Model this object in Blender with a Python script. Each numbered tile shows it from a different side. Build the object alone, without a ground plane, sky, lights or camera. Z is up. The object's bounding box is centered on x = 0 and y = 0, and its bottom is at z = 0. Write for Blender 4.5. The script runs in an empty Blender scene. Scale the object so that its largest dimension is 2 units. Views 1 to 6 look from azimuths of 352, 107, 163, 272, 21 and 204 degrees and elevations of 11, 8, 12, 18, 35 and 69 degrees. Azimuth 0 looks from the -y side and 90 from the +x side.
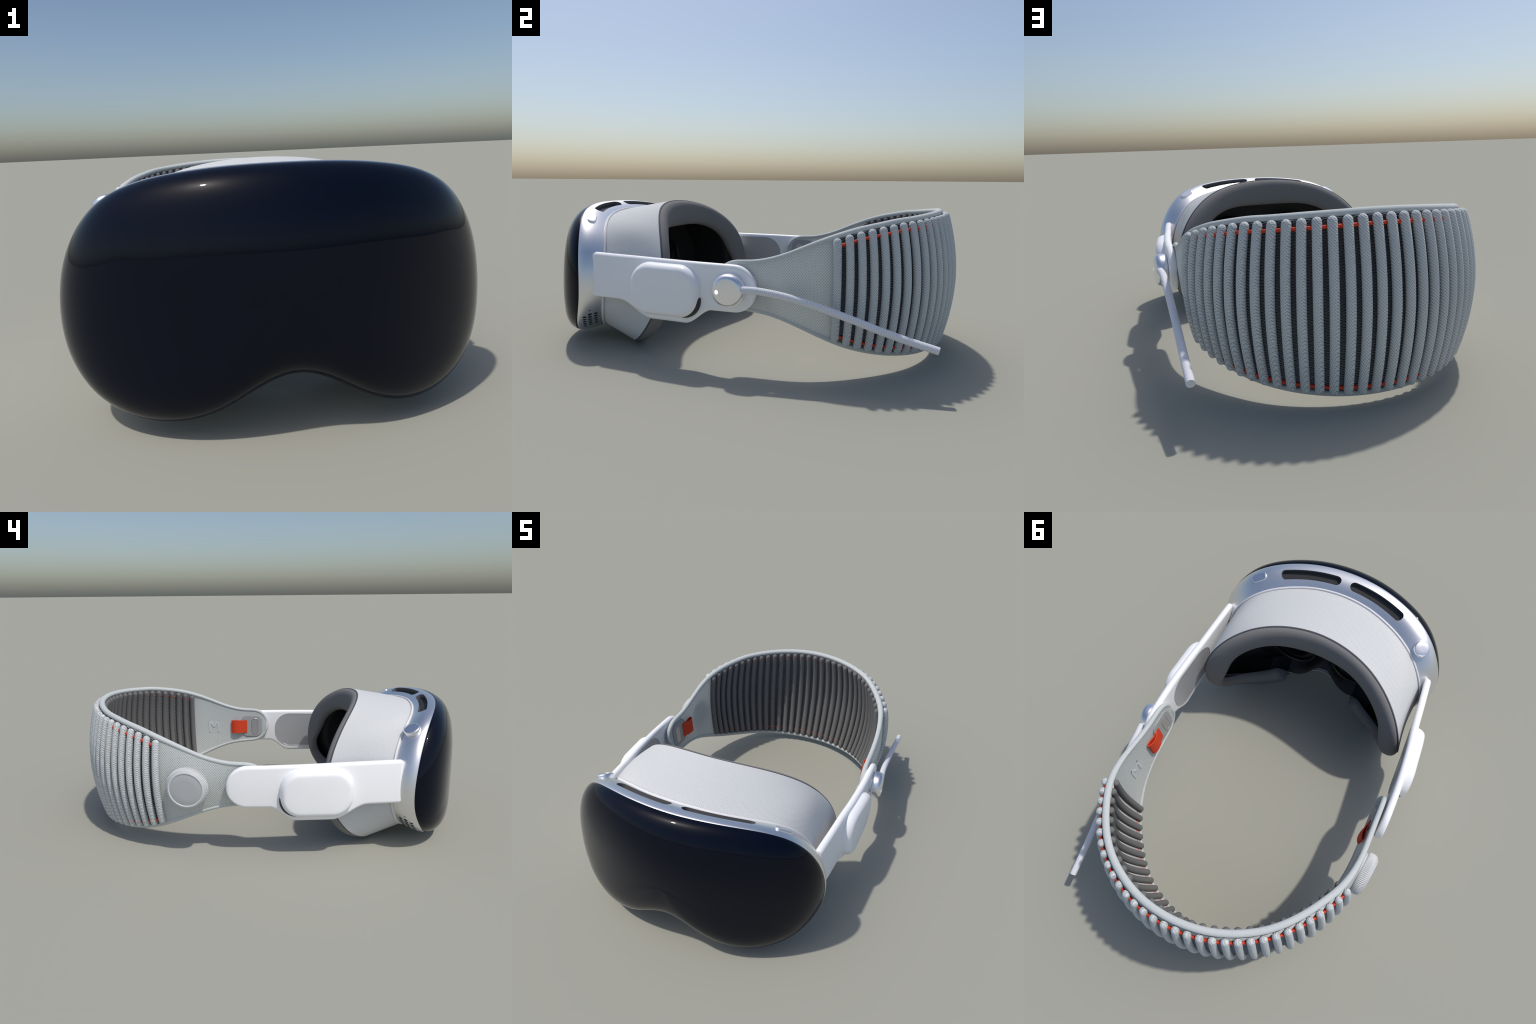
import bpy, bmesh, math
import numpy as np
from mathutils import Vector, Matrix

HX = -0.010      # mirror plane of the visor unit
SX = -0.003      # mirror plane of the head strap
TAU = 2 * math.pi

# ------------------------------------------------------------------ helpers
def smooth(a, b, x):
    t = np.clip((np.asarray(x, float) - a) / (b - a), 0, 1)
    return t * t * (3 - 2 * t)

def catmull(pts, n, closed=False):
    """n samples of a Catmull-Rom spline through pts (rows of any dimension)."""
    p = np.asarray(pts, float)
    m = len(p)
    if closed:
        q = np.vstack([p[-1], p, p[0], p[1]])
        t = np.arange(n) / n * m
    else:
        q = np.vstack([2 * p[0] - p[1], p, 2 * p[-1] - p[-2]])
        t = np.linspace(0, m - 1 - 1e-9, n)
    i = np.floor(t).astype(int)
    f = (t - i)[:, None]
    a, b, c, d = q[i], q[i + 1], q[i + 2], q[i + 3]
    return 0.5 * (2 * b + (c - a) * f + (2 * a - 5 * b + 4 * c - d) * f ** 2 + (3 * b - a - 3 * c + d) * f ** 3)

def arc_resample(P, n, closed=False):
    Q = np.vstack([P, P[:1]]) if closed else P
    L = np.concatenate([[0], np.cumsum(np.linalg.norm(np.diff(Q, axis=0), axis=1))])
    s = np.linspace(0, L[-1], n + 1)[:-1] if closed else np.linspace(0, L[-1], n)
    return np.stack([np.interp(s, L, Q[:, k]) for k in range(Q.shape[1])], 1)

def blur_closed(P, k):
    for _ in range(k):
        P = (np.roll(P, 1, 0) + 2 * P + np.roll(P, -1, 0)) / 4
    return P

def unit(v):
    return v / np.maximum(np.linalg.norm(v, axis=-1, keepdims=True), 1e-12)

def new_obj(name, verts, faces, mat, parent, angle=40, origin=None, flat=False):
    me = bpy.data.meshes.new(name)
    v = np.asarray(verts, float)
    if origin is not None:
        v = v - np.asarray(origin)
    me.from_pydata([tuple(map(float, c)) for c in v], [], faces)
    me.validate()
    bm = bmesh.new(); bm.from_mesh(me)
    bmesh.ops.recalc_face_normals(bm, faces=bm.faces)
    bm.to_mesh(me); bm.free()
    ob = bpy.data.objects.new(name, me)
    bpy.context.scene.collection.objects.link(ob)
    if mat is not None:
        me.materials.append(mat)
    if parent is not None:
        ob.parent = parent
    if origin is not None:
        ob.location = origin
    if not flat:
        me.shade_smooth()
        try:
            me.set_sharp_from_angle(angle=math.radians(angle))
        except Exception:
            pass
    return ob

def grid_faces(nr, nc, wrap_r=False, wrap_c=False, off=0):
    f = []
    for i in range(nr if wrap_r else nr - 1):
        for j in range(nc if wrap_c else nc - 1):
            a = i * nc + j
            b = i * nc + (j + 1) % nc
            c = ((i + 1) % nr) * nc + (j + 1) % nc
            d = ((i + 1) % nr) * nc + j
            f.append((off + a, off + b, off + c, off + d))
    return f

def loft(rings, closed_ring=True, cap_start=False, cap_end=False, wrap=False):
    nr, nc = len(rings), len(rings[0])
    V = [p for r in rings for p in r]
    F = grid_faces(nr, nc, wrap_r=wrap, wrap_c=closed_ring)
    if cap_start:
        V.append(np.mean(rings[0], 0)); k = len(V) - 1
        F += [((j + 1) % nc, j, k) for j in range(nc)]
    if cap_end:
        V.append(np.mean(rings[-1], 0)); k = len(V) - 1; o = (nr - 1) * nc
        F += [(o + j, o + (j + 1) % nc, k) for j in range(nc)]
    return V, F

def tube_rings(path, radius, seg=12, closed=False, up=(0, 0, 1)):
    P = np.asarray(path, float)
    if closed:
        T = unit(np.roll(P, -1, 0) - np.roll(P, 1, 0))
    else:
        T = unit(np.gradient(P, axis=0))
    R = np.broadcast_to(np.asarray(radius, float), (len(P),))
    n = np.asarray(up, float)
    n = unit(n - T[0] * (n @ T[0])) if abs(n @ T[0]) < .95 else unit(np.cross(T[0], [1, 0, 0.1]))
    Ns = []
    for t in T:
        n = unit(n - t * (n @ t)); Ns.append(n)
    Ns = np.array(Ns)
    if closed:   # spread the closing twist
        b = np.cross(T[0], Ns[0])
        n = unit(Ns[-1] - T[0] * (Ns[-1] @ T[0]))
        tw = math.atan2(n @ b, n @ Ns[0])
        ang = -tw * np.arange(len(P)) / (len(P) - 1)
        B = np.cross(T, Ns)
        Ns = Ns * np.cos(ang)[:, None] + B * np.sin(ang)[:, None]
    B = np.cross(T, Ns)
    a = np.arange(seg) / seg * TAU
    return [P[i] + R[i] * (np.cos(a)[:, None] * Ns[i] + np.sin(a)[:, None] * B[i]) for i in range(len(P))]

def tube(name, path, radius, mat, parent, seg=12, closed=False, caps=True, **kw):
    V, F = loft(tube_rings(path, radius, seg, closed), True, not closed and caps, not closed and caps, wrap=closed)
    return new_obj(name, V, F, mat, parent, **kw)

def round_rect(w, h, r, n=16):
    """outline of a w x h rectangle with corner radius r, centred"""
    r = max(min(r, w / 2 - 1e-5, h / 2 - 1e-5), 1e-5)
    out = []
    for cx, cy, a0 in ((w/2-r, h/2-r, 0), (-w/2+r, h/2-r, .25), (-w/2+r, -h/2+r, .5), (w/2-r, -h/2+r, .75)):
        for k in range(n):
            a = (a0 + .25 * k / (n - 1)) * TAU
            out.append((cx + r * math.cos(a), cy + r * math.sin(a)))
    return np.array(out)

def stacked_pad(w, h, r, profile, place, n=16):
    """rings of inset rounded rectangles; profile = [(inset, height)], place(a, b, height) -> xyz"""
    rings = []
    for ins, ht in profile:
        o = round_rect(max(w - 2*ins, 2e-4), max(h - 2*ins, 2e-4), r - ins, n)
        rings.append(np.array([place(a, b, ht) for a, b in o]))
    for k in (.8, .6, .4, .2):        # flat fill that still follows a curved base
        rings.append(np.array([place(a * k, b * k, ht) for a, b in o]))
    return rings

def round_profile(height, edge, floor=-0.01, steps=7, squash=1.0):
    p = [(0, floor), (0, max(height - edge, 0))]
    for k in range(1, steps + 1):
        a = k / steps * math.pi / 2
        p.append((edge * squash * (1 - math.cos(a)), height - edge + edge * math.sin(a)))
    return p

# ------------------------------------------------------------------ materials
def mat_new(name):
    m = bpy.data.materials.new(name); m.use_nodes = True
    nt = m.node_tree
    return m, nt, nt.nodes["Principled BSDF"]

def plain(name, col, rough=.5, metal=0.0, noise=0.03, nscale=40, coat=0, ior=1.45, bump=0, coat_ior=1.5):
    m, nt, b = mat_new(name)
    tc = nt.nodes.new("ShaderNodeTexCoord")
    nz = nt.nodes.new("ShaderNodeTexNoise"); nz.inputs["Scale"].default_value = nscale
    nt.links.new(tc.outputs["Object"], nz.inputs["Vector"])
    rp = nt.nodes.new("ShaderNodeValToRGB")
    c = np.array(col)
    rp.color_ramp.elements[0].position = .3; rp.color_ramp.elements[1].position = .7
    rp.color_ramp.elements[0].color = (*np.clip(c * (1 - noise), 0, 1), 1)
    rp.color_ramp.elements[1].color = (*np.clip(c * (1 + noise), 0, 1), 1)
    nt.links.new(nz.outputs["Fac"], rp.inputs["Fac"])
    nt.links.new(rp.outputs["Color"], b.inputs["Base Color"])
    b.inputs["Roughness"].default_value = rough
    b.inputs["Metallic"].default_value = metal
    b.inputs["IOR"].default_value = ior
    b.inputs["Coat Weight"].default_value = coat
    b.inputs["Coat Roughness"].default_value = .03
    b.inputs["Coat IOR"].default_value = coat_ior
    if bump:
        bp = nt.nodes.new("ShaderNodeBump"); bp.inputs["Strength"].default_value = bump
        bp.inputs["Distance"].default_value = .002
        nt.links.new(nz.outputs["Fac"], bp.inputs["Height"])
        nt.links.new(bp.outputs["Normal"], b.inputs["Normal"])
    return m

def weave(name, light, dark, dirs, freqs, phase_mode="product", rough=.85, bump=.5, dist=.002, lo=.35, hi=.65, sheen=.0, translucent=0.0):
    """knit: two plane waves along directions dirs in object space, multiplied into staggered dots"""
    m, nt, b = mat_new(name)
    tc = nt.nodes.new("ShaderNodeTexCoord")
    src = tc.outputs["Object"]
    if phase_mode == "wrap":      # girth coordinate |x| - |z - .3| runs evenly round the light seal
        ofs = nt.nodes.new("ShaderNodeVectorMath"); ofs.operation = "SUBTRACT"
        ofs.inputs[1].default_value = (HX, 0, .3)
        ab = nt.nodes.new("ShaderNodeVectorMath"); ab.operation = "ABSOLUTE"
        nt.links.new(src, ofs.inputs[0]); nt.links.new(ofs.outputs[0], ab.inputs[0])
        src = ab.outputs[0]
    waves = []
    for d, f in zip(dirs, freqs):
        dp = nt.nodes.new("ShaderNodeVectorMath"); dp.operation = "DOT_PRODUCT"
        dp.inputs[1].default_value = d
        nt.links.new(src, dp.inputs[0])
        mu = nt.nodes.new("ShaderNodeMath"); mu.operation = "MULTIPLY"
        mu.inputs[1].default_value = f * TAU
        nt.links.new(dp.outputs["Value"], mu.inputs[0])
        sn = nt.nodes.new("ShaderNodeMath"); sn.operation = "SINE"
        nt.links.new(mu.outputs[0], sn.inputs[0])
        waves.append(sn)
    mx = nt.nodes.new("ShaderNodeMath"); mx.operation = "MULTIPLY"
    nt.links.new(waves[0].outputs[0], mx.inputs[0]); nt.links.new(waves[1].outputs[0], mx.inputs[1])
    sc = nt.nodes.new("ShaderNodeMath"); sc.operation = "MULTIPLY_ADD"
    sc.inputs[1].default_value = .5; sc.inputs[2].default_value = .5
    nt.links.new(mx.outputs[0], sc.inputs[0])
    nz = nt.nodes.new("ShaderNodeTexNoise"); nz.inputs["Scale"].default_value = 300
    nt.links.new(tc.outputs["Object"], nz.inputs["Vector"])
    ad = nt.nodes.new("ShaderNodeMath"); ad.operation = "MULTIPLY_ADD"
    ad.inputs[1].default_value = .25
    nt.links.new(nz.outputs["Fac"], ad.inputs[0]); nt.links.new(sc.outputs[0], ad.inputs[2])
    rp = nt.nodes.new("ShaderNodeValToRGB")
    rp.color_ramp.elements[0].position = lo + .12; rp.color_ramp.elements[0].color = (*dark, 1)
    rp.color_ramp.elements[1].position = hi + .12; rp.color_ramp.elements[1].color = (*light, 1)
    nt.links.new(ad.outputs[0], rp.inputs["Fac"])
    nt.links.new(rp.outputs["Color"], b.inputs["Base Color"])
    bp = nt.nodes.new("ShaderNodeBump"); bp.inputs["Strength"].default_value = bump
    bp.inputs["Distance"].default_value = dist
    nt.links.new(ad.outputs[0], bp.inputs["Height"])
    nt.links.new(bp.outputs["Normal"], b.inputs["Normal"])
    b.inputs["Roughness"].default_value = rough
    b.inputs["Specular IOR Level"].default_value = .25
    b.inputs["Sheen Weight"].default_value = sheen
    if translucent:
        tr = nt.nodes.new("ShaderNodeBsdfTranslucent")
        nt.links.new(rp.outputs["Color"], tr.inputs["Color"]); nt.links.new(bp.outputs["Normal"], tr.inputs["Normal"])
        mxs = nt.nodes.new("ShaderNodeMixShader"); mxs.inputs[0].default_value = translucent
        nt.links.new(b.outputs[0], mxs.inputs[1]); nt.links.new(tr.outputs[0], mxs.inputs[2])
        nt.links.new(mxs.outputs[0], nt.nodes["Material Output"].inputs["Surface"])
    return m

ALU = plain("satin_aluminium", (.85, .85, .86), .40, 1.0, 0, 20)
ALU_SATIN = plain("satin_aluminium_button", (.90, .90, .92), .30, 1.0, 0, 20)
GLASS = plain("black_cover_glass", (.0015, .0034, .0108), .28, 0, .05, 6, coat=1.0, ior=1.10, coat_ior=1.25)
WHITE = plain("white_plastic", (.96, .96, .97), .38, 0, .005, 10)
RECESS = plain("grey_arm_lining", (.47, .47, .48), .32, .15, .01, 10)
BLACK = plain("black_plastic", (.013, .013, .014), .5, 0, .1, 30)
DARKHOLE = plain("vent_dark", (.035, .035, .037), .6, 0, .1, 30)
VENTWALL = plain("vent_wall_grey", (.20, .20, .21), .5, .6, .02, 30)
HOLEDARK = plain("speaker_hole_grey", (.10, .10, .115), .5, .3, .02, 30)
LENSGLASS = plain("lens_glass", (.004, .005, .008), .03, 0, .05, 10, coat=1.0)
LENSRING = plain("lens_ring_black", (.015, .015, .016), .25, 0, .05, 10)
CUSHION = plain("cushion_grey_knit", (.205, .20, .198), .95, 0, .06, 500, bump=.2)
TRIM = plain("pale_trim", (.74, .73, .74), .5, 0, .02, 30)
GROOVE = plain("dark_groove", (.08, .08, .085), .8, 0, .05, 30)
ORANGE = plain("orange_red_tape", (.68, .055, .014), .7, 0, .05, 400, bump=.15)
CORD = plain("orange_red_cord", (.62, .042, .010), .6, 0, .05, 100)
PLATE = plain("pale_release_plate", (.36, .37, .365), .5, 0, .02, 20)
PILL = plain("silver_release_button", (.5, .48, .48), .3, .6, .02, 20)
DIALSIDE = plain("dial_rubber", (.56, .57, .575), .5, 0, .02, 50)
DIALFACE = plain("dial_cap_grey", (.46, .475, .48), .45, 0, .01, 30)
DIALRING = plain("dial_ring_pale", (.66, .655, .675), .35, 0, .01, 30)
THREAD = plain("grey_mesh_thread", (.58, .59, .59), .8, 0, .1, 200)
BACKING = plain("dark_mesh_backing", (.05, .05, .052), .9, 0, .1, 200)
LOGO = plain("pale_print", (.60, .62, .625), .8, 0, .02, 100)

SEALKNIT = weave("light_seal_twill", (.68, .69, .69), (.49, .497, .497),
                 [(0, 1, 0), (1, 0, -1)], (130, 100), "wrap", bump=.35, dist=.0012, lo=.2, hi=.6)
PANELKNIT = weave("strap_panel_knit", (.82, .85, .83), (.50, .515, .505),
                  [(.1, 1, 0), (0, 0, 1)], (90, 78), bump=.5, dist=.002, lo=.10, hi=.45, translucent=.35)
RIMKNIT = plain("strap_piping_knit", (.55, .58, .575), .85, 0, .08, 420, bump=.35)
RIBKNIT = weave("rib_knit_pale", (.68, .71, .715), (.37, .39, .395),
                [(.9, 1, 0), (-.9, 0, 1)], (96, 92), bump=.6, dist=.002, lo=.2, hi=.6)
INNERKNIT = weave("rib_knit_grey", (.19, .19, .19), (.125, .125, .125),
                  [(0, 1, 0), (0, 0, 1)], (150, 140), bump=.3, dist=.001, lo=.2, hi=.6)
CABLEKNIT = weave("braided_cable_white", (.86, .86, .89), (.60, .61, .66),
                  [(1, .0, .9), (0, 1, -.3)], (130, 130), bump=.35, dist=.001, lo=.2, hi=.6)

m, nt, b = mat_new("status_light_white")
b.inputs["Base Color"].default_value = (.95, .95, .95, 1)
b.inputs["Emission Color"].default_value = (1, 1, 1, 1); b.inputs["Emission Strength"].default_value = .8
STATUS = m

# ------------------------------------------------------------------ thing
root = bpy.data.objects.new("mixed_reality_headset", None)
bpy.context.scene.collection.objects.link(root)
root["label"] = "silver headset with black glass visor and ribbed knit strap"
root["category"] = "vr headset"

# ------------------------------------------------------------------ visor outline curves (half, top centre to bottom centre)
def seam_y(X):
    return -0.887 + 0.63 * X * X * (1 - 0.3 * X * X)

C1_half = [(0, .684), (.15, .681), (.27, .669), (.37, .650), (.455, .614), (.515, .561), (.560, .495), (.592, .415),
           (.607, .32), (.602, .235), (.578, .168), (.535, .107), (.475, .063), (.41, .039), (.345, .032), (.27, .042),
           (.19, .075), (.115, .122), (.055, .154), (0, .166)]
C1_half = [(x, seam_y(x) - .036 * float(smooth(.3, .05, z)), z) for x, z in C1_half]
C2_half = [(0, -.778, .645), (.13, -.767, .638), (.235, -.738, .624), (.32, -.705, .607), (.395, -.667, .58), (.45, -.635, .54),
           (.49, -.612, .490), (.525, -.594, .42), (.545, -.587, .335), (.546, -.593, .26), (.535, -.606, .205), (.498, -.634, .145),
           (.44, -.67, .10), (.385, -.70, .075), (.33, -.725, .066), (.265, -.745, .075), (.19, -.762, .108), (.12, -.774, .155),
           (.06, -.78, .188), (0, -.782, .20)]
C3_half = [(0, -.489, .695), (.12, -.477, .689), (.22, -.452, .673), (.307, -.419, .646), (.386, -.378, .602), (.45, -.339, .544),
           (.5, -.306, .471), (.532, -.287, .387), (.55, -.289, .296), (.557, -.317, .209), (.546, -.367, .128), (.51, -.425, .066),
           (.45, -.487, .026), (.38, -.53, .004), (.31, -.565, .002), (.25, -.59, .015), (.18, -.615, .045), (.12, -.63, .078),
           (.06, -.64, .118), (0, -.645, .135)]
NU = 456
def mirror_closed(half):
    h = np.array(half)
    left = h[1:-1][::-1] * np.array([-1, 1, 1])
    P = np.vstack([h, left])
    P = catmull(P, NU, True)
    P = blur_closed(P, 40)
    P[:, 0] += HX
    return P
C1, C2, C3 = (mirror_closed(c) for c in (C1_half, C2_half, C3_half))
# the left lower lobe sits a touch higher and further back than the right one
lobe_ = np.exp(-((C1[:, 0] + .37) / .16) ** 2) * smooth(.3, .1, C1[:, 2])
C1[:, 1] += .010 * lobe_
C1[:, 2] += .003 * lobe_
C1[:, 2] -= .004 * np.exp(-((C1[:, 0] - HX) / .10) ** 2) * smooth(.3, .2, C1[:, 2])

def ring_outward(C):
    """outward normals of a closed loop seen along y"""
    T = unit(np.roll(C, -1, 0) - np.roll(C, 1, 0))
    n = np.stack([T[:, 2], 0 * T[:, 0], -T[:, 0]], 1)
    n = unit(n)
    c = C.mean(0)
    if np.sum(n * (C - c)) < 0: n = -n
    return n
N1 = ring_outward(C1)
N1 = unit(blur_closed(N1, 6))
N3 = ring_outward(C3)

# ---- front glass
pole = np.array([HX, 0, .375])
rings = []
NR = 48
def edge_distance(P):
    """distance of points to the outline, seen from the front"""
    q = C1[::2][:, [0, 2]]; r_ = np.roll(q, -1, 0)
    ab = r_ - q; L2 = np.sum(ab * ab, 1)
    ap = P[:, None, [0, 2]] - q[None]
    t = np.clip(np.sum(ap * ab[None], 2) / L2[None], 0, 1)
    return np.sqrt(np.min(np.sum((ap - t[..., None] * ab[None]) ** 2, 2), 1))
for k in range(NR):
    a = (k / NR) ** 1.7                # share of the way from the seam to the pole
    d = 1 - a
    P = pole + (C1 - pole) * d
    X = P[:, 0] - HX
    dist = edge_distance(P) if k else np.zeros(NU)
    q = np.clip(dist / (.29 - .09 * np.maximum(smooth(.28, .58, np.abs(X)), smooth(.34, .14, P[:, 2]))), 0, 1)
    base = seam_y(X) + (C1[:, 1] - seam_y(C1[:, 0] - HX)) * (1 - q) ** 3
    bulge = .113 * (1 - (1 - q) ** 3.0) ** .52
    tilt = .040 * (P[:, 2] - .33) * (1 - (1 - q) ** 3)    # the pane leans: brow back, cheeks forward
    rings.append(np.stack([P[:, 0], base - bulge + tilt, P[:, 2]], 1))
back = C1 - N1 * .012; back[:, 1] += .02
V, F = loft([back] + rings, True, False, True)
glass = new_obj("front_glass", V, F, GLASS, root, angle=80)
bm = bmesh.new(); bm.from_mesh(glass.data)
bmesh.ops.remove_doubles(bm, verts=bm.verts, dist=2e-5)
bm.to_mesh(glass.data); bm.free()

# ---- aluminium frame: closed ring section swept round the outline
def frame_lean(v, n):
    """how far the skin has turned in from the glass edge (0) to the light seal (1)"""
    return v ** (1.75 + .4 * n[..., 2:3])
def frame_skin(a, c, n, v):
    w = frame_lean(max(v, 1e-6), n)
    P = a * (1 - w) + c * w
    P = P + np.array([0, 1, 0]) * ((c - a)[..., 1:2] * (v - w))
    return P + n * .004 * math.sin(math.pi * v)
def frame_point(ip, v):
    """point on the frame's outer skin; ip = float index round the outline, v = 0 glass .. 1 light seal"""
    i = int(math.floor(ip)) % NU; f = ip - math.floor(ip); j = (i + 1) % NU
    a = C1[i] * (1 - f) + C1[j] * f
    c = C2[i] * (1 - f) + C2[j] * f
    n = N1[i] * (1 - f) + N1[j] * f
    return frame_skin(a, c, n, v)
def frame_normal(ip, v):
    e = 1e-2
    du = frame_point(ip + .5, v) - frame_point(ip - .5, v)
    dv = frame_point(ip, v + e) - frame_point(ip, v - e)
    n = unit(np.cross(du, dv))
    i = int(ip) % NU
    return n if n @ N1[i] > 0 else -n
rings = []
for v in np.linspace(0, 1, 25):
    rings.append(frame_skin(C1, C2, N1, float(v)))
inn2 = C2 - N1 * .03
inn1 = C1 * .5 + C2 * .5 - N1 * .045
inn0 = C1 - N1 * .03; inn0[:, 1] += .004
rings[0] = rings[0] + np.array([0, .002, 0]) - N1 * .001
V, F = loft(rings + [inn2, inn1, inn0], wrap=True)
frame = new_obj("frame", V, F, ALU, root, angle=50)

def index_at(X, top=True):
    """outline index of the point with abscissa X (mirror plane coordinates)"""
    idx = [i for i in range(NU) if (C1[i, 2] > .35) == top]
    return min(idx, key=lambda i: abs(C1[i, 0] - HX - X))

cut_V, cut_F = [], []
cut_wall = []
def add_cut(rings, wall=False):
    v, f = loft(rings, True, True, True)
    o = len(cut_V)
    nside = len(rings[0]) * (len(rings) - 1)
    cut_wall.extend([(1 if q < nside else 0) if wall else 2 for q in range(len(f))])
    cut_V.extend(v); cut_F.extend([tuple(o + k for k in q) for q in f])
# two long air vents in the crown of the frame
for sgn in (1, -1):
    ia, ib = index_at(.030), index_at(.330)
    if sgn < 0: ia, ib = (NU - ia) % NU, NU - ib
    L = .31; W = .044
    out = round_rect(L, W, W / 2, 10)
    dens = []
    for k in range(len(out)):      # densify the long sides so that they follow the curve
        p, q = out[k], out[(k + 1) % len(out)]
        m = max(1, int(np.linalg.norm(q - p) / .01))
        dens += [p + (q - p) * t / m for t in range(m)]
    lo, hi = [], []
    for a, bb in dens:
        ip = ia + (ib - ia) * (a / L + .5)
        v = .575 + bb / .118
        P = frame_point(ip, v); n = frame_normal(ip, .5)
        lo.append(P - n * .022); hi.append(P + n * .03)
    add_cut([np.array(lo), np.array(hi)], True)
# speaker holes low on both cheeks, and a lone microphone hole
for sgn in (1, -1):
    arc = np.concatenate([[0], np.cumsum(np.linalg.norm(np.diff(C1, axis=0), axis=1))])
    i0 = min((i for i in range(NU // 2)), key=lambda i: abs(C1[i, 2] - .150) + (0 if C1[i, 0] > .3 else 9))
    def hole(s, v, r):
        ip = float(np.interp(arc[i0] + s, arc[:NU // 2], np.arange(NU // 2)))
        if sgn < 0: ip = NU - ip
        P = frame_point(ip, v); n = frame_normal(ip, v)
        t = unit(np.cross(n, [0, 1, 0])); w = np.cross(n, t)
        a = np.arange(14) / 14 * TAU
        ring = r * (.68 * np.cos(a)[:, None] * t + np.sin(a)[:, None] * w)
        add_cut([P + ring - n * .012, P + ring + n * .012])
    hole(-.030, .55, .0045)
    for row in range(6):
        hole(row * .0205, .56, .0106)
        hole(.0105 + row * .0205, .345, .0098)
        hole(.0085 + row * .0205, .775, .0098)
cutter = new_obj("vent_cutter", cut_V, cut_F, DARKHOLE, None, flat=True)
cutter.data.materials.append(VENTWALL); cutter.data.materials.append(HOLEDARK)
for p_, w_ in zip(cutter.data.polygons, cut_wall): p_.material_index = w_
frame.data.materials.append(DARKHOLE); frame.data.materials.append(VENTWALL); frame.data.materials.append(HOLEDARK)
md = frame.modifiers.new("cut", "BOOLEAN"); md.object = cutter; md.operation = "DIFFERENCE"; md.solver = "EXACT"
md.material_mode = "TRANSFER"
dg = bpy.context.evaluated_depsgraph_get()
me = bpy.data.meshes.new_from_object(frame.evaluated_get(dg))
frame.modifiers.clear()
frame.data = me
me.shade_smooth(); me.set_sharp_from_angle(angle=math.radians(35))
bpy.data.objects.remove(cutter)

def surface_placer(ip, v, spin=0.0):
    P = frame_point(ip, v); n = frame_normal(ip, v)
    t = unit(frame_point(ip + 2, v) - frame_point(ip - 2, v))
    t = unit(t - n * (t @ n)); w = np.cross(n, t)
    c, s = math.cos(spin), math.sin(spin)
    t, w = c * t + s * w, -s * t + c * w
    return lambda a, b_, h: P + t * a + w * b_ + n * h
# capture button (low oblong) and crown
ibtn = min(range(NU // 2), key=lambda i: np.linalg.norm(C1[i, [0, 2]] - np.array([.435 + HX, .628])))
rg = stacked_pad(.080, .042, .021, round_profile(.0055, .004, -.015), surface_placer(ibtn, .52), 12)
new_obj("top_button", *loft(rg, True, False, True), ALU_SATIN, root, angle=50)
icr = NU - min(range(NU // 2), key=lambda i: np.linalg.norm(C1[i, [0, 2]] - np.array([.472 + HX, .605])))
cc = np.array([-.462, -.690, .574]); cax = unit(np.array([-.30, .42, .86]))
ct = unit(np.cross(cax, [0, 1, 0])); cw = np.cross(cax, ct)
prof = [(.034, -.02), (.034, .006), (.0385, .008), (.0395, .011), (.0395, .025), (.038, .029), (.035, .031), (.0335, .031), (.0325, .0295), (.030, .030), (.012, .0305)]
ca = np.arange(72) / 72 * TAU
crown_rings = [cc + cax * h + r * (np.cos(ca)[:, None] * ct + np.sin(ca)[:, None] * cw) for r, h in prof]
new_obj("crown_dial", *loft(crown_rings, True, False, True), ALU_SATIN, root, angle=40)

# ---- light seal (knit tube from frame to face), trim ring, groove
rings = []
for t in np.linspace(0, 1, 25):
    P = (C2 - N1 * .004) * (1 - t) + C3 * t
    waist = .012 * smooth(.06, .16, P[:, 2]) * (1 - smooth(.38, .48, P[:, 2]))
    brow = .014 * np.exp(-((P[:, 2] - .56) / .07) ** 2)
    P = P - N1 * (math.sin(math.pi * t) * (waist - brow))[:, None]
    rings.append(P)
lip = C3 - N3 * .012; lip[:, 1] += .004
r0 = C2 - N1 * .02; r0[:, 1] -= .02
V, F = loft([r0] + rings + [lip])
new_obj("light_seal", V, F, SEALKNIT, root, angle=60)
tube("seal_trim", arc_resample(C2 + np.array([0, .004, 0]) + N1 * .001, 360, True), .0052, TRIM, root, 8, True)

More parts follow.
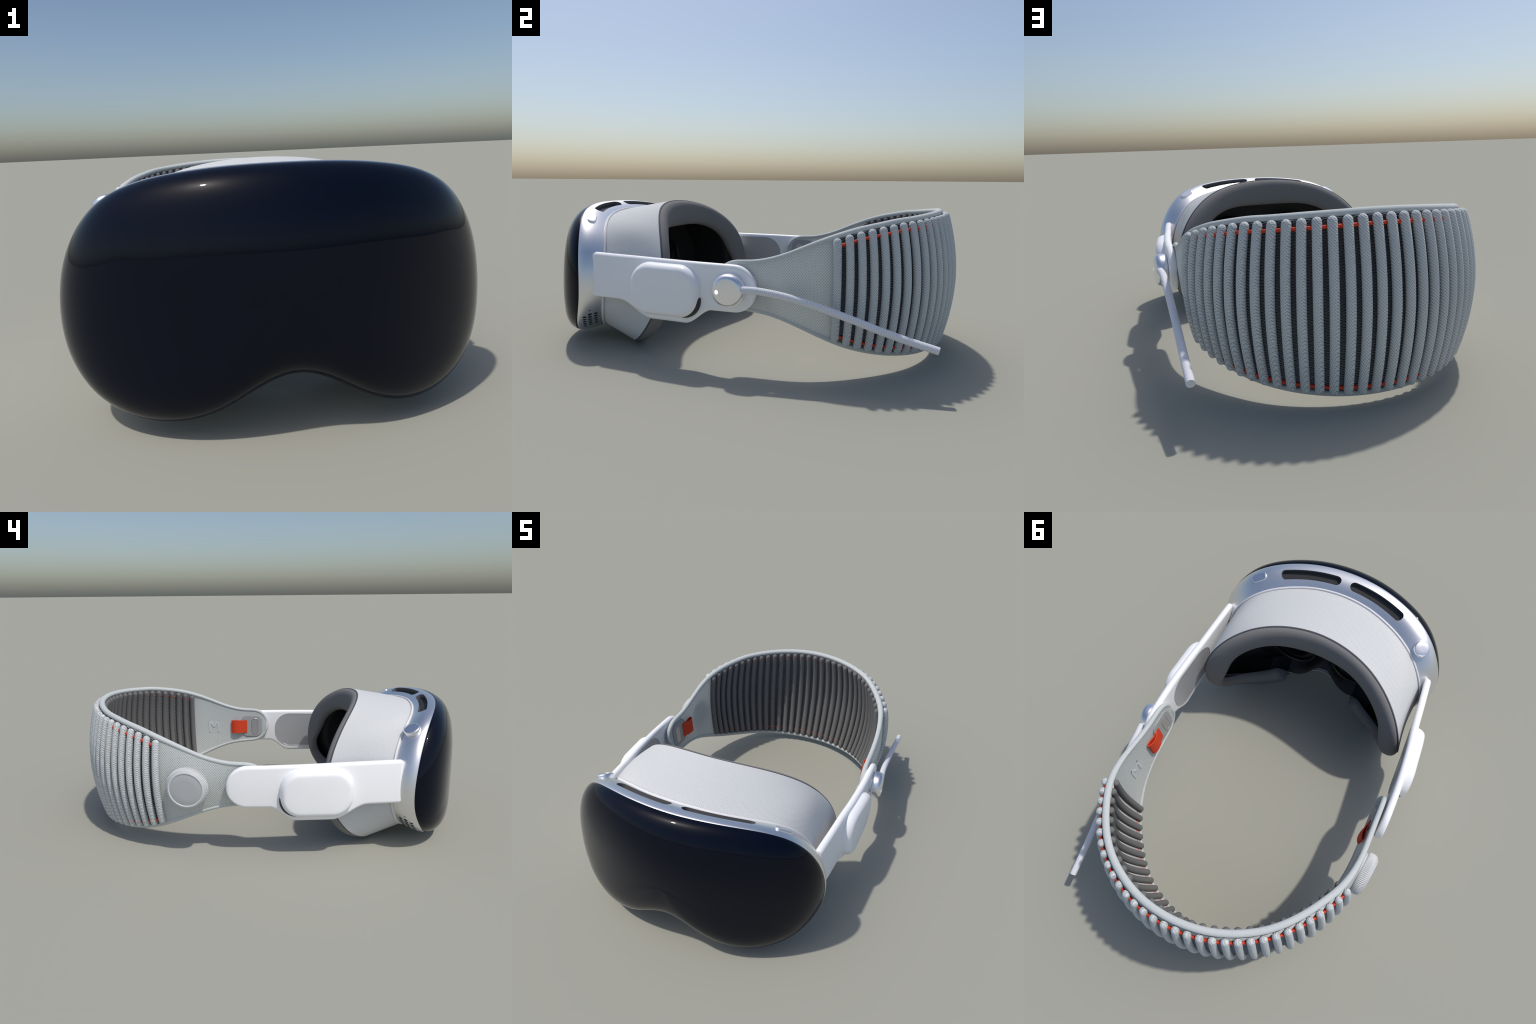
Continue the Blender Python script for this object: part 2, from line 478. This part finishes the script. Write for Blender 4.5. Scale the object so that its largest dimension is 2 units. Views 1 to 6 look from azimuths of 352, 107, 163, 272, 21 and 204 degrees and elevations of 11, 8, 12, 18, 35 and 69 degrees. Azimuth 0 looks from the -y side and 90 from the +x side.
# ---- face cushion, open at the nose
def face_y(X):
    return .63 * X * X * (1 - .3 * X * X)
arcl = np.concatenate([[0], np.cumsum(np.linalg.norm(np.diff(C3, axis=0), axis=1))])
i_end = min(range(NU // 4, NU // 2), key=lambda i: abs(C3[i, 0] - HX - .185) + (0 if C3[i, 2] < .2 else 9))
order = [i % NU for i in range(NU - i_end, NU + i_end + 1)]
path = arc_resample(C3[order], 220)
ang = blur_closed(N3, 12)[order]
nrm = unit(arc_resample(ang, 220))
T = unit(np.gradient(path, axis=0))
sarc = np.concatenate([[0], np.cumsum(np.linalg.norm(np.diff(path, axis=0), axis=1))])
rings = []
NC = 28
for i in range(220):
    e = min(sarc[i], sarc[-1] - sarc[i])
    endr = .035
    k = math.sqrt(max(1 - (1 - min(e / endr, 1)) ** 2, .02)) if e < endr else 1.0
    X = path[i, 0] - HX
    low = float(smooth(.42, .02, path[i, 2]))
    W = .140 * (1 - low) + .120 * low         # breadth across the face
    D = .041 * (1 - low) + .052 * low         # how far it swells toward the face
    inward = -nrm[i].copy()
    Xi = abs(X) - .06 * abs(inward[0])
    inward[1] = (face_y(Xi) - face_y(X)) / .06 * (1 - low) + .45 * low
    inward = unit(inward)
    swell = unit(np.cross(T[i], inward))
    if swell[1] < 0: swell = -swell
    swell = unit(swell * (.8 + .4 * low) + np.array([0, .35 - .25 * low, 0]))
    ring = []
    for a in np.arange(NC) / NC * TAU:
        cu, su = math.cos(a), math.sin(a)
        w = W / 2 * (1 - np.sign(cu) * abs(cu) ** .8 * k) + .003
        dep = (D if su > 0 else .006) * np.sign(su) * abs(su) ** .75 * k
        ring.append(path[i] + inward * w + swell * dep)
    rings.append(np.array(ring))
V, F = loft(rings, True, True, True)
new_obj("face_cushion", V, F, CUSHION, root, angle=80)
tube("cushion_groove", arc_resample(C3[order] - nrm[np.linspace(0, 219, len(order)).astype(int)] * .004 + np.array([0, .004, 0]), 220), .0036, GROOVE, root, 8)

# ---- dark interior: funnel wall, back wall, lenses
innr = []
fun_a = C3 - blur_closed(N3, 30) * .060; fun_a[:, 1] -= .09
fun_b = (C2 - np.array([HX, 0, .37])) * np.array([.88, 1, .88]) + np.array([HX, 0, .37])
fun_b[:, 1] = -.705 + .45 * (fun_b[:, 0] - HX) ** 2
start = C3 - N3 * .010; start[:, 1] -= .012
innr.append(start)
for t in np.linspace(0, 1, 12):
    innr.append(fun_a * (1 - t) + fun_b * t)
bw = (fun_b - np.array([HX, 0, .37])) * np.array([.5, 1, .5]) + np.array([HX, 0, .37]); bw[:, 1] = -.73 + .45 * (bw[:, 0] - HX) ** 2
V, F = loft(innr + [bw], True, False, True)
new_obj("inner_shroud", V, F, BLACK, root, angle=60)
for sgn in (1, -1):
    c = np.array([HX + sgn * .200, -.628, .318])
    ax = unit(np.array([sgn * .10, 1, 0.05]))
    t = unit(np.cross(ax, [0, 0, 1])); w = np.cross(t, ax)
    a = np.arange(72) / 72 * TAU
    circ = np.cos(a)[:, None] * t * 1.08 + np.sin(a)[:, None] * w
    lr = [c + circ * r + ax * h for r, h in ((.168, -.14), (.150, -.03), (.142, -.006), (.134, 0), (.128, -.004), (.126, -.02), (.112, -.022), (.108, -.010), (.102, -.010), (.098, -.03))]
    ring_ob = new_obj("lens_barrel", *loft(lr), LENSRING, root, angle=35)
    ln = [c + circ * r + ax * h for r, h in ((.100, -.03), (.092, -.024), (.065, -.016), (.03, -.012))]
    lens_ob = new_obj("lens", *loft(ln, True, False, True), LENSGLASS, ring_ob, angle=60)
# black nose flap between the cheek cushions
flap = []
for X in np.linspace(-.2, .2, 61):
    arch = math.exp(-(X / .090) ** 2)
    zt = .068 + .125 * arch
    yb = -.615 - .030 * arch
    x = HX + X
    flap.append(np.array([(x, yb - .15, zt + .10), (x, yb - .02, zt + .020), (x, yb, zt), (x, yb + .006, zt - .012), (x, yb - .006, zt - .016), (x, yb - .03, zt - .006), (x, yb - .15, zt + .03)]))
new_obj("nose_flap", *loft(flap, True, True, True), BLACK, root, angle=70)

# ------------------------------------------------------------------ side arms
arm_y = np.array([-.66, -.47, -.35, -.244, -.1, 0, .1, .22])
arm_x = np.array([.543, .563, .575, .588, .601, .606, .608, .609])
def arm_X(y):
    return float(np.interp(y, arm_y_f, arm_x_f))
_f = catmull(np.stack([arm_y, arm_x], 1), 200)
arm_y_f, arm_x_f = _f[:, 0], _f[:, 1]
TH = .034
def arm_lean(y, z):
    """the arm twists: its lower edge stands out more near the visor"""
    return .11 * (1 - float(smooth(-.55, -.05, y))) * (.466 - z)
def arm_bounds(y):
    top = .470 - .012 * (y + .63) / .73
    drop = float(smooth(-.47, -.30, y) * (1 - smooth(-.135, -.005, y)))
    bot = .264 - .011 * float(smooth(-.62, .1, y)) - .070 * drop
    ec, er = .097, .100              # rounded tail
    if y > ec:
        m = .5 * (top + bot)
        hh = .5 * (top - bot) * math.sqrt(max(1 - ((y - ec) / er) ** 2, 0.0004))
        top, bot = m + hh, m - hh
    fr = y + .628                     # small corner rounding at the front
    if fr < .014:
        k = .014 - math.sqrt(max(.014 ** 2 - (.014 - max(fr, 0)) ** 2, 0))
        top -= k; bot += k
    return bot, top

for sgn in (1, -1):
    ys = np.concatenate([-.628 + .02 * (1 - np.cos(np.linspace(0, math.pi / 2, 8))), np.linspace(-.605, .09, 90),
                         .097 + .0999 * np.sin(np.linspace(0.02, math.pi / 2, 26))])
    rings = []
    for k, y in enumerate(ys):
        bot, top = arm_bounds(float(y))
        h = top - bot
        e0 = min(float(y) + .628, .197 - float(y))
        th = TH * (.35 + .65 * math.sqrt(max(1 - (1 - min(max(e0, 0) / .016, 1)) ** 2, 0)))
        sec = round_rect(th, h, min(th * .48, h / 2), 7)
        rings.append(np.array([(HX + sgn * (arm_X(float(y)) + a + arm_lean(float(y), .5 * (top + bot) + b_)), y, .5 * (top + bot) + b_) for a, b_ in sec]))
    V, F = loft(rings, True, True, True)
    arm = new_obj("side_arm", V, F, WHITE, root, angle=60)
    # speaker pod
    yc, zc = -.226, .330
    def place(a, b_, h, sgn=sgn):
        y = yc + a; z = zc + b_ - .012 * a
        return np.array([HX + sgn * (arm_X(y) + arm_lean(y, z) + TH / 2 + h), y, z])
    prof = [(-.004, -.01), (0, .004)]
    HH, E = .042, .040
    for k in range(0, 11):
        a = k / 10 * math.pi / 2
        prof.append((E * .75 * (1 - math.cos(a)) ** 1.0, HH - E + E * math.sin(a)))
    prof += [(.05, HH + .001), (.08, HH + .0015)]
    pod = new_obj("speaker_pod", *loft(stacked_pad(.345, .232, .098, prof, place, 20), True, False, True), WHITE, arm, angle=70)
    # dark crescent outlet round the pod's lower rear corner
    sl = []
    for k in range(25):
        t = k / 24
        a = math.radians(-88 + 96 * t)
        wdt = .014 * math.sin(math.pi * t) ** .6 + .0004
        cy, cz = yc + .345 / 2 - .098, zc - .232 / 2 + .098 - .0015
        row = []
        for dr, dh in ((-.012, .010), (0, .026), (.6 * wdt, .017), (wdt, .006), (wdt, -.002)):
            r = .0915 + dr
            y = cy + r * math.cos(a); z = cz + r * math.sin(a)
            row.append((HX + sgn * (arm_X(y) + arm_lean(y, z) + TH / 2 + dh), y, z))
        sl.append(np.array(row))
    new_obj("sound_outlet", *loft(sl, True, True, True), DARKHOLE, arm, angle=40)
    # smooth grey lining on the inner face
    def place_in(a, b_, h, sgn=sgn):
        y = -.215 + a; z = .332 + b_ - .012 * a
        return np.array([HX + sgn * (arm_X(y) + arm_lean(y, z) - TH / 2 - h), y, z])
    prof = [(0, -.004), (0, .0006), (.002, .0022), (.0035, .0022), (.0045, .0012), (.01, .0012), (.05, .0012), (.09, .0012)]
    new_obj("arm_lining", *loft(stacked_pad(.345, .224, .10, prof, place_in, 20), True, False, True), RECESS, arm, angle=30)

# power connector on the right arm
def disc_rings(c, axis, prof, n=72, mod=None):
    axis = unit(np.asarray(axis, float)); t = unit(np.cross(axis, [0, 0, 1])); w = np.cross(t, axis)
    a = np.arange(n) / n * TAU
    out = []
    for r, h in prof:
        out.append(np.asarray(c) + axis * h + r * (np.cos(a)[:, None] * t + np.sin(a)[:, None] * w))
    return out
pc = np.array([HX + arm_X(.08) + TH / 2, .086, .355])
paxis = unit(np.array([1, .06, .02]))
prof = [(.058, -.01), (.058, .004), (.0665, .007), (.069, .012), (.070, .022)] + \
       [(.070 - .022 * (1 - math.cos(a)), .034 + .024 * math.sin(a)) for a in np.linspace(0, math.pi / 2, 9)] + [(.03, .0595), (.012, .060)]
conn = new_obj("power_connector", *loft(disc_rings(pc, paxis, prof), True, False, True), ALU_SATIN, root, angle=50)
dotc = pc + np.array([0, -.0395, -.004]) + paxis * .060
new_obj("status_light", *loft(disc_rings(dotc, paxis, [(.012, -.004), (.012, -.0005), (.0105, .0008), (.006, .0015)], 32), True, False, True), STATUS, conn, angle=60)
cab = np.array([(.652, .128, .362), (.652, .16, .364), (.647, .22, .362), (.645, .32, .349), (.644, .42, .327), (.642, .52, .299),
                (.640, .62, .268), (.639, .72, .236), (.638, .82, .208), (.637, .925, .182)])
cp = catmull(cab, 90)
rad = np.full(90, .0150); rad[0] = .013
cable = tube("power_cable", cp, rad, CABLEKNIT, root, 20, origin=(.64, .5, .3), angle=50)

# ------------------------------------------------------------------ head strap
plan_half = np.array([(0, .910), (.09, .903), (.17, .884), (.25, .851), (.327, .804), (.393, .745), (.450, .674), (.495, .600),
                      (.529, .525), (.550, .452), (.562, .382), (.567, .316), (.568, .249), (.5675, .18), (.567, .10), (.567, .012)])
plan = np.vstack([plan_half[::-1], plan_half[1:] * np.array([-1, 1])])   # from +x front end round to -x front end
plan = arc_resample(catmull(plan, 1200), 1201)
Ltot = float(np.sum(np.linalg.norm(np.diff(plan, axis=0), axis=1)))
S_ax = np.linspace(-Ltot / 2, Ltot / 2, 1201)
Tn = unit(np.gradient(plan, axis=0))
Nn = np.stack([Tn[:, 1], -Tn[:, 0]], 1)
Nn *= np.sign(np.sum(Nn * (plan - np.array([0, .3])), axis=1))[:, None]
zt_tab = np.array([(.0, .458), (.10, .459), (.18, .463), (.249, .477), (.316, .499), (.382, .527), (.452, .556), (.525, .583), (.600, .606),
                   (.674, .623), (.745, .638), (.804, .646), (.884, .660), (.91, .666)])
zb_tab = np.array([(.0, .268), (.10, .260), (.202, .250), (.269, .236), (.335, .214), (.403, .187), (.468, .159), (.535, .131), (.599, .108),
                   (.662, .090), (.72, .076), (.773, .066), (.853, .051), (.91, .041)])
zt_f = catmull(zt_tab, 300); zb_f = catmull(zb_tab, 300)

_b = catmull(np.array([(.0, 0), (.06, .002), (.20, .009), (.35, .020), (.50, .031), (.70, .044), (.91, .049)]), 100)
bul_y, bul_v = _b[:, 0], _b[:, 1]
def inner_bulge(y):
    """the padded inside is flatter than the outside along the plain panels"""
    return .35 + .65 * float(smooth(.42, .60, y))
def strap_frame(s):
    P = np.array([np.interp(s, S_ax, plan[:, k]) for k in (0, 1)])
    N = unit(np.array([np.interp(s, S_ax, Nn[:, k]) for k in (0, 1)]))
    y = P[1]
    zt = float(np.interp(y, zt_f[:, 0], zt_f[:, 1])); zb = float(np.interp(y, zb_f[:, 0], zb_f[:, 1]))
    bul = float(np.interp(y, bul_y, bul_v))
    e = Ltot / 2 - abs(s)
    er = .095
    m = .5 * (zt + zb); hh = .5 * (zt - zb)
    if e < er:
        hh *= math.sqrt(max(1 - (1 - e / er) ** 2.4, 0)) if e > 0 else 0
    return P, N, m, hh, bul
def strap_lean(y, v):
    """the band's upper edge stands out a little at the sides, its lower edge tucks in"""
    return .008 * float(smooth(.65, .45, y)) * v if v > 0 else .008 * v
def strap_roll(x):
    return .006 * x / .55
def strap_point(s, v, off):
    P, N, m, hh, bul = strap_frame(s)
    if off < 0: bul *= inner_bulge(P[1])
    q = P + N * (bul * (1 - v * v) + off + strap_lean(P[1], v))
    return np.array([SX + q[0], q[1], m + hh * v + strap_roll(P[0])])

strap = root

# ribs: where they start and end along the strap
def s_at_y(y, side):
    idx = [i for i in range(1201) if (plan[i, 0] > 0) == (side > 0)]
    return float(S_ax[min(idx, key=lambda i: abs(plan[i, 1] - y))])
s_first, s_last = s_at_y(.512, 1), s_at_y(.512, -1)
NRIB = 32
rib_s = np.linspace(s_first, s_last, NRIB)
pitch = rib_s[1] - rib_s[0]

def strap_sheet(name, s0, s1, ns, mat, th, nv=17, vlim=1.0):
    rings = []
    for s in np.linspace(s0, s1, ns):
        vs = np.linspace(-vlim, vlim, nv)
        ring = [strap_point(s, v, th / 2) for v in vs] + [strap_point(s, v, -th / 2) for v in vs[::-1]]
        rings.append(np.array(ring))
    return new_obj(name, *loft(rings, True, True, True), mat, strap, angle=60)
fabric_in = abs(pitch) * .25
strap = strap_sheet("head_strap", s_first + fabric_in, s_last - fabric_in, 160, BACKING, .024, vlim=.97)
strap_sheet("strap_panel", -Ltot / 2 + .0005, s_first + fabric_in, 90, PANELKNIT, .016)
strap_sheet("strap_panel", s_last - fabric_in, Ltot / 2 - .0005, 90, PANELKNIT, .016)

# piping all round the edge: an oval cord, broader than it is tall
e = .095 * (1 - np.cos(np.linspace(0, math.pi / 2, 40)))
sl = np.concatenate([-Ltot / 2 + e, np.linspace(-Ltot / 2 + .1, Ltot / 2 - .1, 500), (Ltot / 2 - e)[::-1]])
def edge(s_, v_):
    N_ = strap_frame(s_)[1]
    return np.concatenate([strap_point(s_, v_, 0), [N_[0], N_[1], 0]])
rim = np.array([edge(s_, 1) for s_ in sl] + [edge(s_, -1) for s_ in sl[::-1][1:-1]])
rim = blur_closed(arc_resample(rim, 900, True), 8)
rp_, rn_ = rim[:, :3], unit(rim[:, 3:])
rt_ = unit(np.roll(rp_, -1, 0) - np.roll(rp_, 1, 0))
re_ = unit(np.cross(rt_, rn_)); rn_ = unit(np.cross(re_, rt_))
ra_ = np.arange(16) / 16 * TAU
fat_ = smooth(.30, .55, rp_[:, 1])           # slimmer along the plain panels
V, F = loft([rp_[k] + (.0122 + .0030 * fat_[k]) * np.cos(ra_)[:, None] * rn_[k] + (.0106 + .0024 * fat_[k]) * np.sin(ra_)[:, None] * re_[k] for k in range(900)], True, wrap=True)
new_obj("strap_piping", V, F, RIMKNIT, strap, angle=80)

# ribs outside and inside, each its own object with axes along the rib
def rib(name, s, off, radius, vt, vb, mat, nz=44, seg=14):
    P, N, m, hh, bul = strap_frame(s)
    top, bot = hh - vt, -hh + vb
    zs = np.linspace(bot, top, nz)
    if off < 0: bul *= inner_bulge(P[1])
    path = np.array([(bul * (1 - (z / hh) ** 2) + off + strap_lean(P[1], z / hh), 0, z) for z in zs])
    L = np.concatenate([[0], np.cumsum(np.linalg.norm(np.diff(path, axis=0), axis=1))])
    capn = 6
    tt = radius * (1 - np.cos(np.linspace(0.12, math.pi / 2, capn)))
    ll = np.concatenate([tt, np.linspace(radius, L[-1] - radius, nz)[1:-1], (L[-1] - tt)[::-1]])
    pp = np.stack([np.interp(ll, L, path[:, k]) for k in range(3)], 1)
    dd = np.minimum(ll, L[-1] - ll)
    rr = radius * np.sqrt(np.clip(1 - (1 - np.minimum(dd / radius, 1)) ** 2, 1e-4, 1))
    V, F = loft(tube_rings(pp, rr, seg, False, up=(1, 0, 0)), True, True, True)
    ob = new_obj(name, V, F, mat, strap, angle=70)
    ob.location = (SX + P[0], P[1], m + strap_roll(P[0]))
    ob.rotation_euler = (0, 0, math.atan2(N[1], N[0]))
    return ob
for s in rib_s:
    rib("outer_rib", s, .0245, .0168, .003, .006, RIBKNIT)
    rib("inner_rib", s, -.0190, .0158, .010, .010, INNERKNIT)

# orange cords threaded through the ribs near both edges
def cord(off, dz, top, rad):
    pts = []
    for s in np.linspace(s_first - pitch * .05, s_last + pitch * .05, 260):
        P, N, m, hh, bul = strap_frame(s)
        z = hh - dz if top else -hh + dz
        if off < 0: bul *= inner_bulge(P[1])
        q = P + N * (bul * (1 - (z / hh) ** 2) + off + strap_lean(P[1], z / hh))
        pts.append((SX + q[0], q[1], m + z + strap_roll(P[0])))
    tube("cord", pts, rad, CORD, strap, 10)
cord(.0215, .036, True, .0068); cord(.0215, .034, False, .0068)
cord(-.0110, .043, True, .0040); cord(-.0110, .040, False, .0040)

# zig-zag mesh threads between neighbouring ribs
V, F = [], []
def thread(path, r):
    rg = tube_rings(np.array(path), r, 4)
    v, f = loft(rg)
    o = len(V); V.extend(v); F.extend([tuple(o + k for k in q) for q in f])
for side, off in ((1, .0130), (-1, -.0130)):
    for i in range(NRIB - 1):
        sa = rib_s[i] + pitch * .18; sb = rib_s[i + 1] - pitch * .18
        P, N, m, hh, bul = strap_frame(.5 * (sa + sb))
        n = int(2 * hh / .0050)
        pts = [strap_point(sa if k % 2 else sb, -0.97 + 1.94 * k / n, off) for k in range(n + 1)]
        thread(pts, .0014)
nt_ob = new_obj("mesh_threads", V, F, THREAD, strap, angle=30)
nt_ob["kind"] = "stuff"

# ------------------------------------------------------------------ strap fittings
for side in (1, -1):
    ss = -1 if side > 0 else 1        # strap parameter is negative on the +x side
    def strap_place(y0, z0, inside=True, side=side):
        s0 = s_at_y(y0, side)
        P, N, m, hh, bul = strap_frame(s0)
        T2 = np.array([-N[1], N[0]])
        if T2[1] < 0: T2 = -T2
        sg = -1 if inside else 1
        def place(a, b_, h):
            v = (z0 + b_ - m) / hh
            q = P + T2 * a + N * sg * (.008 + h) + N * bul * ((inner_bulge(P[1]) if inside else 1) * (1 - v * v)) + N * strap_lean(P[1], v)
            return np.array([SX + q[0], q[1], z0 + b_])
        return place
    pl = strap_place(.113, .361)
    prof = [(-.002, -.003), (-.002, .0005), (0, .0005)] + round_profile(.006, .0035, .001, 5)[1:] + [(.02, .006), (.05, .006)]
    plate = new_obj("release_plate", *loft(stacked_pad(.138, .144, .042, prof, pl, 14), True, False, True), PLATE, root, angle=35)
    pl2 = strap_place(.093, .360)
    prof = [(0, .003), (0, .0075), (.0015, .0085), (.003, .0085), (.0042, .0068), (.008, .0068), (.016, .0068)]
    new_obj("release_button", *loft(stacked_pad(.046, .106, .023, prof, pl2, 14), True, False, True), PILL, plate, angle=30)
    # orange pull tab: a ribbon folded into a flattened loop
    pl3 = strap_place(.145, .357)
    keys = [(.000, .0075), (.020, .0115), (.045, .020), (.075, .024), (.098, .018), (.104, .010), (.097, .005), (.075, .006), (.050, .010), (.025, .0085), (.004, .0068)]
    pk = catmull(keys, 60)
    nk = np.stack([-np.gradient(pk[:, 1]), np.gradient(pk[:, 0])], 1); nk = unit(nk)
    th = .0019
    rings = []
    for k in range(60):
        a, h = pk[k]; na, nh = nk[k]
        wv = .0415
        rings.append(np.array([pl3(a + na * th * e1, wv * e2, h + nh * th * e1) for e1, e2 in
                               ((1, -1), (1, -.5), (1, 0), (1, .5), (1, 1), (-1, 1), (-1, .5), (-1, 0), (-1, -.5), (-1, -1))]))
    new_obj("pull_tab", *loft(rings, True, True, True), ORANGE, strap, angle=40)

# faint printed letter on the inner side of the right panel
plM = None
s0 = s_at_y(.371, 1)
def letter_point(a, b_, h):
    # a runs rearward, b up, on the inner face
    s = s_at_y_f(.371 + a)
    P, N, m, hh, bul = strap_frame(s)
    return strap_point(s, (.357 + b_ - m - strap_roll(P[0])) / hh, -(.008 + h))
_idx = [i for i in range(1201) if plan[i, 0] > 0]
def s_at_y_f(y):
    return float(np.interp(y, plan[_idx, 1], S_ax[_idx]))
w2, h2, st = .034, .039, .0115
strokes = [[(-w2, -h2), (-w2 + st, -h2), (-w2 + st, h2), (-w2, h2)], [(w2 - st, -h2), (w2, -h2), (w2, h2), (w2 - st, h2)],
           [(-w2, h2), (-w2 + st * 1.3, h2), (st * .6, -.004), (-st * .6, -.004)], [(w2 - st * 1.3, h2), (w2, h2), (st * .6, -.004), (-st * .6, -.004)]]
V, F = [], []
for q in strokes:
    for h in (-.001, .0030):
        for e1 in range(4):
            V.append(letter_point(q[e1][0], q[e1][1], h))
    o = len(V) - 8
    F += [(o+4, o+5, o+6, o+7), (o, o+1, o+5, o+4), (o+1, o+2, o+6, o+5), (o+2, o+3, o+7, o+6), (o+3, o, o+4, o+7)]
new_obj("printed_letter", V, F, LOGO, strap, flat=True)

# fit dial on the left panel
s0 = s_at_y(.373, -1)
P, N, m, hh, bul = strap_frame(s0)
axis = np.array([N[0], N[1], 0.0])
c = np.array([SX + P[0], P[1], .350]) + axis * (.004 + bul)
NK = 76; seg = NK * 6
a = np.arange(seg) / seg * TAU
t = unit(np.cross(axis, [0, 0, 1])); w = np.cross(t, axis)
rib_mod = .5 + .5 * np.cos(a * NK)
prof = [(.090, -.012, 0), (.090, .006, 0), (.094, .008, .0), (.0985, .014, .5), (.1005, .022, 1), (.1005, .034, 1), (.0985, .043, .8), (.095, .049, .3), (.091, .053, 0), (.086, .0555, 0), (.084, .056, 0)]
rings = []
for r, h, kk in prof:
    rr = r - .0040 * kk * (1 - rib_mod) ** 1.0
    rings.append(c + axis * h + rr[:, None] * (np.cos(a)[:, None] * t + np.sin(a)[:, None] * w))
dial = new_obj("fit_dial", *loft(rings, True, True, True), DIALSIDE, root, angle=50)
new_obj("dial_ring", *loft(disc_rings(c, axis, [(.0860, .050), (.0860, .0560), (.0848, .0578), (.0825, .0584), (.0790, .0582), (.0775, .0570), (.0772, .054)], 96)), DIALRING, dial, angle=50)
new_obj("dial_cap", *loft(disc_rings(c, axis, [(.0775, .050), (.0775, .0560), (.0765, .0564), (.04, .0568), (.01, .0569)], 96), True, False, True), DIALFACE, dial, angle=50)
